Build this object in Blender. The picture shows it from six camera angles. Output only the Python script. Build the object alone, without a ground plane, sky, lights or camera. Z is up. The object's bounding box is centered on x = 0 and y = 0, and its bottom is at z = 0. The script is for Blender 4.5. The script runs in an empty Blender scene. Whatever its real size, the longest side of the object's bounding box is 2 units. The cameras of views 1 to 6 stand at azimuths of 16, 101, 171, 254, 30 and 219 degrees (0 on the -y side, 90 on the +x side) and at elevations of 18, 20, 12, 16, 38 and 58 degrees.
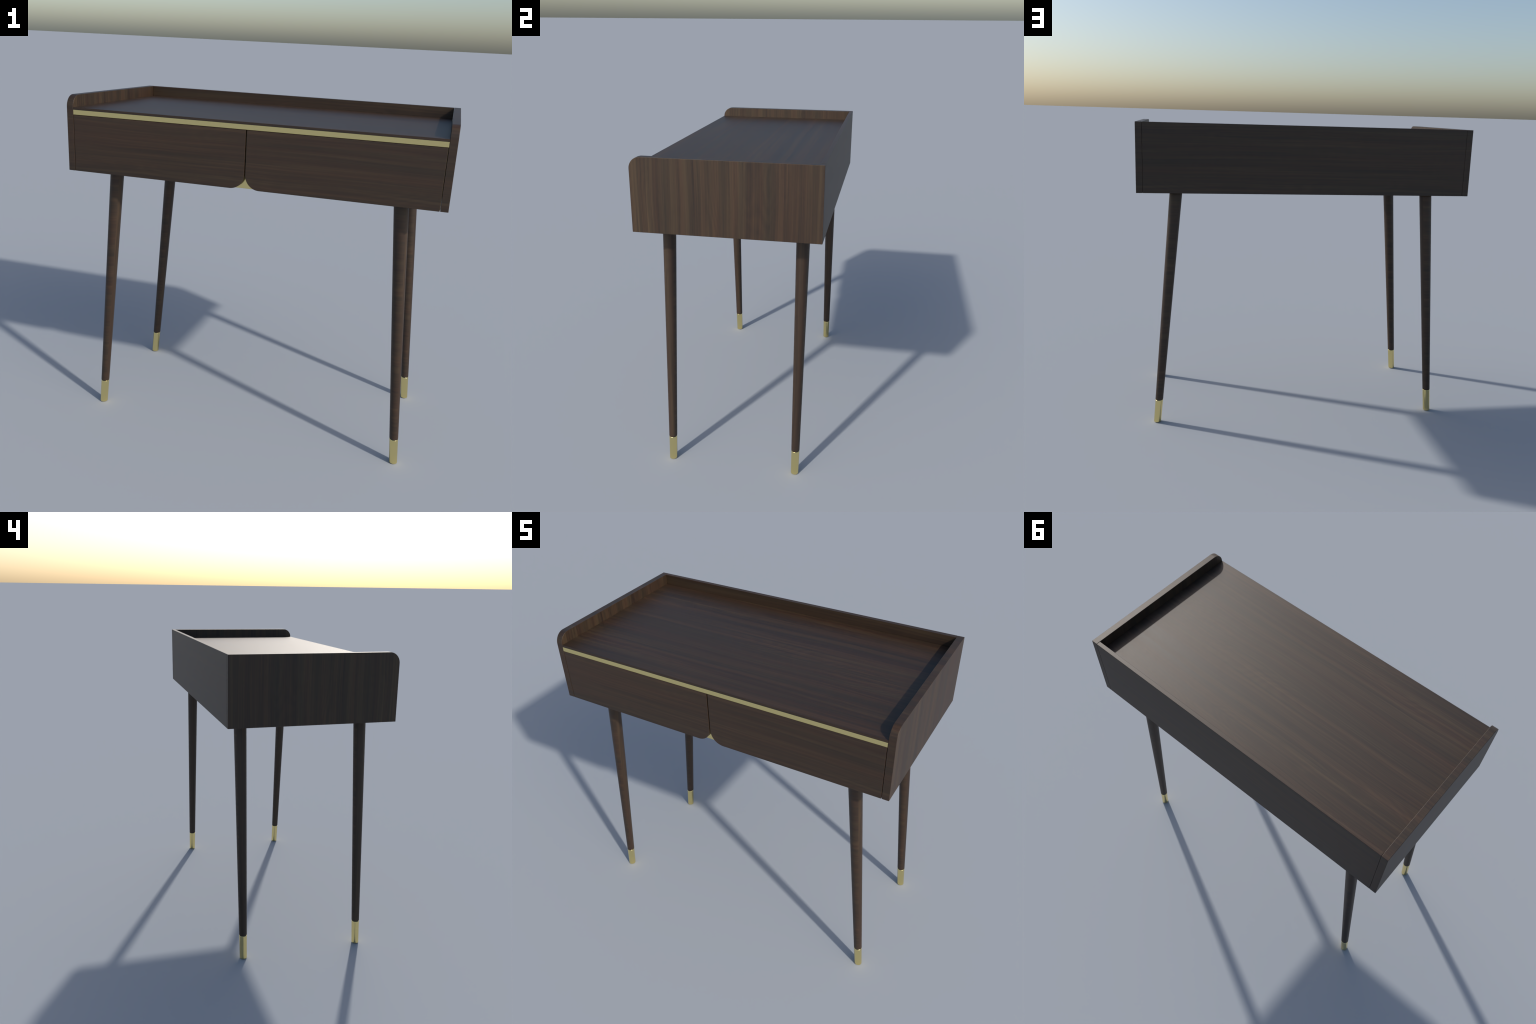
"""Mid-century writing desk: walnut tray-top box with two drawers, brass trim,
four splayed tapered legs with brass ferrules.  Units: metres, z up."""
import bpy, math
from mathutils import Vector

# ------------------------------------------------------------------ sizes
HALF_W, HALF_D = 1.0, 0.5            # outer half width (x) and half depth (y)
Z_LOW, Z_TOP = 1.475, 1.875          # underside and rim of the box
Z_DESK = 1.8125                      # writing surface
SIDE_T, BACK_T = 0.0375, 0.025       # panel thicknesses
RIM_R = 0.0625                       # rounded front top corner of the sides
BRASS_Z0, BRASS_Z1 = 1.775, 1.800    # brass strip under the desktop
DRAWER_R = 0.075                     # rounded inner bottom corner of drawers
BEVEL = 0.0018
FOOT_X, TOP_X, LEG_Y = 0.9, 0.775, 0.375   # leg axis at floor / underside
R_FOOT, R_TOP = 0.0224, 0.0375
FERRULE_H = 0.15

# ------------------------------------------------------------------ materials
class Graph:
    def __init__(self, name):
        self.mat = bpy.data.materials.new(name)
        self.mat.use_nodes = True
        self.t = self.mat.node_tree
        self.t.nodes.clear()
        self.out = self.t.nodes.new('ShaderNodeOutputMaterial')
        self.bsdf = self.t.nodes.new('ShaderNodeBsdfPrincipled')
        self.t.links.new(self.bsdf.outputs[0], self.out.inputs[0])

    def link(self, a, b):
        self.t.links.new(a, b)

    def put(self, sock, v):
        if isinstance(v, (int, float)):
            sock.default_value = v
        elif isinstance(v, tuple):
            sock.default_value = v
        else:
            self.link(v, sock)

    def math(self, op, a, b=0.0, c=None, clamp=False):
        n = self.t.nodes.new('ShaderNodeMath')
        n.operation = op
        n.use_clamp = clamp
        self.put(n.inputs[0], a)
        self.put(n.inputs[1], b)
        if c is not None:
            self.put(n.inputs[2], c)
        return n.outputs[0]

    def mix(self, f, a, b):
        n = self.t.nodes.new('ShaderNodeMix')
        n.data_type = 'FLOAT'
        self.put(n.inputs[0], f)
        self.put(n.inputs[2], a)
        self.put(n.inputs[3], b)
        return n.outputs[0]

    def mixcol(self, f, a, b, blend='MIX'):
        n = self.t.nodes.new('ShaderNodeMix')
        n.data_type = 'RGBA'
        n.blend_type = blend
        self.put(n.inputs[0], f)
        self.put(n.inputs[6], a)
        self.put(n.inputs[7], b)
        return n.outputs[2]

    def vec(self, x, y, z):
        n = self.t.nodes.new('ShaderNodeCombineXYZ')
        for i, v in enumerate((x, y, z)):
            self.put(n.inputs[i], v)
        return n.outputs[0]

    def noise(self, u, v, w, su, sv, detail=2.0, rough=0.5, distort=0.0):
        n = self.t.nodes.new('ShaderNodeTexNoise')
        n.inputs['Scale'].default_value = 1.0
        n.inputs['Detail'].default_value = detail
        n.inputs['Roughness'].default_value = rough
        n.inputs['Distortion'].default_value = distort
        self.link(self.vec(self.math('MULTIPLY', u, su),
                           self.math('MULTIPLY', v, sv), w), n.inputs['Vector'])
        return n.outputs['Fac']

    def stretch(self, val, lo, hi):
        n = self.t.nodes.new('ShaderNodeMapRange')
        n.interpolation_type = 'SMOOTHSTEP'
        self.put(n.inputs[0], val)
        n.inputs[1].default_value = lo
        n.inputs[2].default_value = hi
        return n.outputs[0]


def walnut():
    """Dark walnut veneer laid face by face: the grain runs along x on faces
    that look to y or z, and upright on faces that look to x."""
    g = Graph('walnut_veneer')
    geo = g.t.nodes.new('ShaderNodeNewGeometry')
    pos = g.t.nodes.new('ShaderNodeSeparateXYZ')
    nor = g.t.nodes.new('ShaderNodeSeparateXYZ')
    g.link(geo.outputs['Position'], pos.inputs[0])
    g.link(geo.outputs['Normal'], nor.inputs[0])
    ax, ay, az = [g.math('ABSOLUTE', nor.outputs[i]) for i in range(3)]
    is_x = g.math('MULTIPLY', g.math('GREATER_THAN', ax, ay),
                  g.math('GREATER_THAN', ax, az))
    is_z = g.math('GREATER_THAN', az, g.math('MAXIMUM', ax, ay))
    px, py, pz = pos.outputs
    u = g.mix(is_x, px, pz)                       # along the grain
    v = g.mix(is_x, g.mix(is_z, pz, py), py)      # across the grain
    w = g.math('ADD', g.math('MULTIPLY', is_x, 3.7), g.math('MULTIPLY', is_z, 9.2))

    # slow sideways drift of the fibres
    drift = g.noise(u, v, g.math('ADD', w, 20.0), 1.3, 4.0, 1.0, 0.4)
    vw = g.math('ADD', v, g.math('MULTIPLY', g.math('SUBTRACT', drift, 0.5), 0.04))

    bands = g.stretch(g.noise(u, vw, w, 0.35, 24.0, 2.0, 0.6), 0.28, 0.72)
    streak = g.stretch(g.noise(u, vw, g.math('ADD', w, 1.3), 0.9, 85.0, 3.0, 0.6), 0.28, 0.72)
    fibre = g.stretch(g.noise(u, vw, g.math('ADD', w, 2.6), 3.0, 330.0, 2.0, 0.6), 0.25, 0.75)
    # cathedral lines: contour lines of a slow field, only here and there
    field = g.noise(u, v, g.math('ADD', w, 40.0), 1.4, 6.0, 1.0, 0.4)
    rings = g.math('ADD', g.math('MULTIPLY', g.math('SINE', g.math('MULTIPLY', field, 130.0)), 0.5), 0.5)
    ringmask = g.stretch(g.noise(u, v, g.math('ADD', w, 50.0), 0.9, 7.0, 0.0), 0.50, 0.66)
    # open pores: short dark dashes
    pores = g.stretch(g.noise(u, vw, g.math('ADD', w, 5.0), 22.0, 520.0, 1.0, 0.5), 0.66, 0.80)

    tone = g.math('ADD',
                  g.math('ADD', g.math('MULTIPLY', bands, 0.30), g.math('MULTIPLY', streak, 0.30)),
                  g.math('MULTIPLY', fibre, 0.22))
    tone = g.math('ADD', tone, g.math('MULTIPLY', g.math('MULTIPLY', rings, ringmask), 0.12))
    # broad bands of grazing sheen, painted into the colour of x-facing wood
    sheen_bands = g.stretch(g.noise(u, vw, g.math('ADD', w, 60.0), 0.4, 11.0, 1.0, 0.5), 0.30, 0.70)
    tone = g.math('ADD', tone, g.math('MULTIPLY', is_x, g.math('MULTIPLY', g.math('SUBTRACT', sheen_bands, 0.5), 0.22)))
    lit_contrast = g.math('ADD', 0.74, g.math('ADD', g.math('MULTIPLY', is_x, 0.20), g.math('MULTIPLY', is_z, 0.10)))  # grain contrast boosted in colour: sides for direct sun, top for low-angle sheen
    tone = g.math('ADD', 0.46, g.math('MULTIPLY', g.math('SUBTRACT', tone, 0.44), lit_contrast))
    ramp = g.t.nodes.new('ShaderNodeValToRGB')
    g.link(tone, ramp.inputs[0])
    cr = ramp.color_ramp
    cr.elements[0].position = 0.12
    cr.elements[0].color = WOOD[0]
    cr.elements[1].position = 0.82
    cr.elements[1].color = WOOD[2]
    cr.elements.new(0.46).color = WOOD[1]
    # reddish / olive patches along the grain
    hue = g.stretch(g.noise(u, vw, g.math('ADD', w, 30.0), 0.5, 24.0, 2.0, 0.5), 0.30, 0.70)
    tint = g.mixcol(hue, (1.07, 0.965, 0.96, 1), (0.945, 1.03, 1.03, 1))
    col = g.mixcol(1.0, ramp.outputs[0], tint, 'MULTIPLY')
    col = g.mixcol(g.math('MULTIPLY', pores, 0.2), col, (0.014, 0.009, 0.007, 1))
    g.link(col, g.bsdf.inputs['Base Color'])
    g.put(g.bsdf.inputs['Roughness'], g.mix(tone, WOOD_ROUGH - 0.03, WOOD_ROUGH + 0.03))
    g.bsdf.inputs['Specular IOR Level'].default_value = 0.45
    return g.mat


def brass():
    g = Graph('polished_brass')
    geo = g.t.nodes.new('ShaderNodeNewGeometry')
    pos = g.t.nodes.new('ShaderNodeSeparateXYZ')
    g.link(geo.outputs['Position'], pos.inputs[0])
    n = g.noise(pos.outputs[0], pos.outputs[2], 0.0, 14.0, 14.0, 3.0, 0.5)
    col = g.mixcol(n, (0.850, 0.715, 0.322, 1), (0.865, 0.728, 0.328, 1))
    g.link(col, g.bsdf.inputs['Base Color'])
    g.bsdf.inputs['Metallic'].default_value = 1.0
    g.put(g.bsdf.inputs['Roughness'], g.mix(n, 0.165, 0.18))
    return g.mat


WOOD = [(0.0180, 0.0110, 0.0073, 1), (0.0365, 0.0208, 0.0111, 1), (0.0630, 0.0368, 0.0182, 1)]
WOOD_ROUGH = 0.50
M_WOOD, M_BRASS = walnut(), brass()

# ------------------------------------------------------------------ builders
def link_object(name, mesh, parent, loc=(0, 0, 0)):
    ob = bpy.data.objects.new(name, mesh)
    bpy.context.scene.collection.objects.link(ob)
    ob.location = loc
    if parent is not None:
        ob.parent = parent
    return ob


def prism(name, outline, axis, lo, hi, mat, parent, bevel=BEVEL, seg=2):
    """Extrude a closed 2D outline (list of (a, b)) along x or y; the object's
    origin is the centre of its box."""
    def place(a, b, t):
        return Vector((t, a, b)) if axis == 'x' else Vector((a, t, b))
    pts = [place(a, b, lo) for a, b in outline] + [place(a, b, hi) for a, b in outline]
    n = len(outline)
    c = Vector([(min(p[i] for p in pts) + max(p[i] for p in pts)) / 2 for i in range(3)])
    faces = [tuple(range(n)), tuple(range(2 * n - 1, n - 1, -1))]
    faces += [(i, i + n, (i + 1) % n + n, (i + 1) % n) for i in range(n)]
    me = bpy.data.meshes.new(name)
    me.from_pydata([p - c for p in pts], [], faces)
    import bmesh
    bm = bmesh.new()
    bm.from_mesh(me)
    bmesh.ops.recalc_face_normals(bm, faces=bm.faces)
    bm.to_mesh(me)
    bm.free()
    me.polygons.foreach_set('use_smooth', [True] * len(me.polygons))
    me.materials.append(mat)
    ob = link_object(name, me, parent, c)
    if bevel:
        m = ob.modifiers.new('edge_round', 'BEVEL')
        m.width, m.segments = bevel, seg
        m.limit_method, m.angle_limit = 'ANGLE', math.radians(40)
        m.harden_normals = True
    return ob


def board(name, x0, x1, y0, y1, z0, z1, mat, parent, bevel=BEVEL, seg=2):
    return prism(name, [(x0, z0), (x1, z0), (x1, z1), (x0, z1)], 'y', y0, y1, mat, parent, bevel, seg)


def arc(cx, cy, r, a0, a1, n):
    return [(cx + r * math.cos(math.radians(a0 + (a1 - a0) * i / n)),
             cy + r * math.sin(math.radians(a0 + (a1 - a0) * i / n))) for i in range(n + 1)]


def turned(name, rings, segs=48):
    """Turned part about the slanted leg axis; rings are (z, radius), and every
    ring is level.  x = 0 at the floor, leaning to -x going up."""
    lean = (FOOT_X - TOP_X) / Z_LOW
    verts, faces = [], []
    for z, r in rings:
        for k in range(segs):
            a = 2 * math.pi * k / segs
            verts.append((-lean * z + r * math.cos(a), r * math.sin(a), z))
    for j in range(len(rings) - 1):
        for k in range(segs):
            k2 = (k + 1) % segs
            faces.append((j * segs + k, j * segs + k2, (j + 1) * segs + k2, (j + 1) * segs + k))
    faces.append(tuple(range(segs - 1, -1, -1)))
    faces.append(tuple((len(rings) - 1) * segs + k for k in range(segs)))
    me = bpy.data.meshes.new(name)
    me.from_pydata(verts, [], faces)
    sm = [True] * len(faces)
    sm[-1] = sm[-2] = False
    me.polygons.foreach_set('use_smooth', sm)
    return me


def leg_r(z):
    return R_FOOT + (R_TOP - R_FOOT) * z / Z_LOW


def rounded_end(z, r_out, up, n=4):
    """Rings that round an end at height z; up=True when the part lies above."""
    s = 1 if up else -1
    out = []
    for i in range(n + 1):
        a = math.radians(90 * i / n)
        d = r_out * (1 - math.sin(a))              # height above the end
        out.append((z + s * d, leg_r(z + s * d) - r_out * (1 - math.cos(a))))
    return out      # from inside the part to its end


# ------------------------------------------------------------------ the desk
desk = bpy.data.objects.new('writing_desk', None)
bpy.context.scene.collection.objects.link(desk)
desk.empty_display_size = 0.3
desk['label'] = 'dark walnut writing desk with tray top, brass trim, tapered legs'
desk['category'] = 'desk'

IN_X = HALF_W - SIDE_T                # inner face of the sides, 0.9625
GAP = 0.0006

# sides: upright boards with the front top corner rounded
side_outline = [(-HALF_D, Z_LOW), (HALF_D, Z_LOW), (HALF_D, Z_TOP)]
side_outline += arc(-HALF_D + RIM_R, Z_TOP - RIM_R, RIM_R, 90, 180, 14)
for s in (-1, 1):
    lo, hi = sorted((s * IN_X, s * HALF_W))
    prism('side_panel', side_outline, 'x', lo, hi, M_WOOD, desk)

board('back_panel', -IN_X + GAP, IN_X - GAP, HALF_D - BACK_T, HALF_D, Z_LOW, Z_TOP, M_WOOD, desk)
board('desktop', -IN_X + GAP, IN_X - GAP, -HALF_D, HALF_D - BACK_T - 0.0018, BRASS_Z1 + 0.0003, Z_DESK,
      M_WOOD, desk, bevel=0.0012)
board('bottom_panel', -IN_X + GAP, IN_X - GAP, -HALF_D + 0.036, HALF_D - BACK_T - GAP,
      Z_LOW, Z_LOW + 0.025, M_WOOD, desk)

# brass: strip under the desktop edge and the plate seen between the drawers
board('brass_strip', -IN_X + GAP, IN_X - GAP, -HALF_D, -HALF_D + 0.025, BRASS_Z0, BRASS_Z1,
      M_BRASS, desk, bevel=0.0006)
board('brass_plate', -IN_X + GAP, IN_X - GAP, -HALF_D + 0.0255, -HALF_D + 0.0355, Z_LOW + 0.0005, BRASS_Z0 - 0.0005,
      M_BRASS, desk, bevel=0.0015)

# drawer fronts, their inner lower corners rounded
D_IN, D_OUT, D_Z1 = 0.0028, 0.9602, BRASS_Z0 - 0.0022
for s in (-1, 1):
    pts = [(D_OUT, Z_LOW), (D_OUT, D_Z1), (D_IN, D_Z1)]
    pts += arc(D_IN + DRAWER_R, Z_LOW + DRAWER_R, DRAWER_R, 180, 270, 16)
    prism('drawer_front', [(s * a, b) for a, b in pts], 'y', -HALF_D, -HALF_D + 0.025, M_WOOD, desk)

# legs: tapered, splayed sideways only, each in a brass ferrule
end = rounded_end(FERRULE_H, 0.004, True)           # wooden end above the ferrule
leg_rings = list(reversed(end)) + [(FERRULE_H + 0.0055, leg_r(FERRULE_H + 0.0055))]
leg_rings += [(z, leg_r(z)) for z in (0.3, 0.6, 0.9, 1.2, 1.45)] + [(Z_LOW + 0.004, leg_r(Z_LOW))]
top_end = rounded_end(FERRULE_H - 0.0002, 0.0020, False)
foot_end = rounded_end(0.0, 0.0035, True)
fer_rings = list(reversed(foot_end)) + [(0.005, leg_r(0.005)), (0.075, leg_r(0.075)),
                                        (FERRULE_H - 0.0048, leg_r(FERRULE_H - 0.0048))] + top_end
leg_mesh, fer_mesh = turned('leg', leg_rings), turned('ferrule', fer_rings)
leg_mesh.materials.append(M_WOOD)
fer_mesh.materials.append(M_BRASS)
for sx in (1, -1):
    for sy in (-1, 1):
        leg = link_object('leg', leg_mesh, desk, (sx * FOOT_X, sy * LEG_Y, 0))
        leg.rotation_euler = (0, 0, 0 if sx > 0 else math.pi)
        link_object('ferrule', fer_mesh, leg)
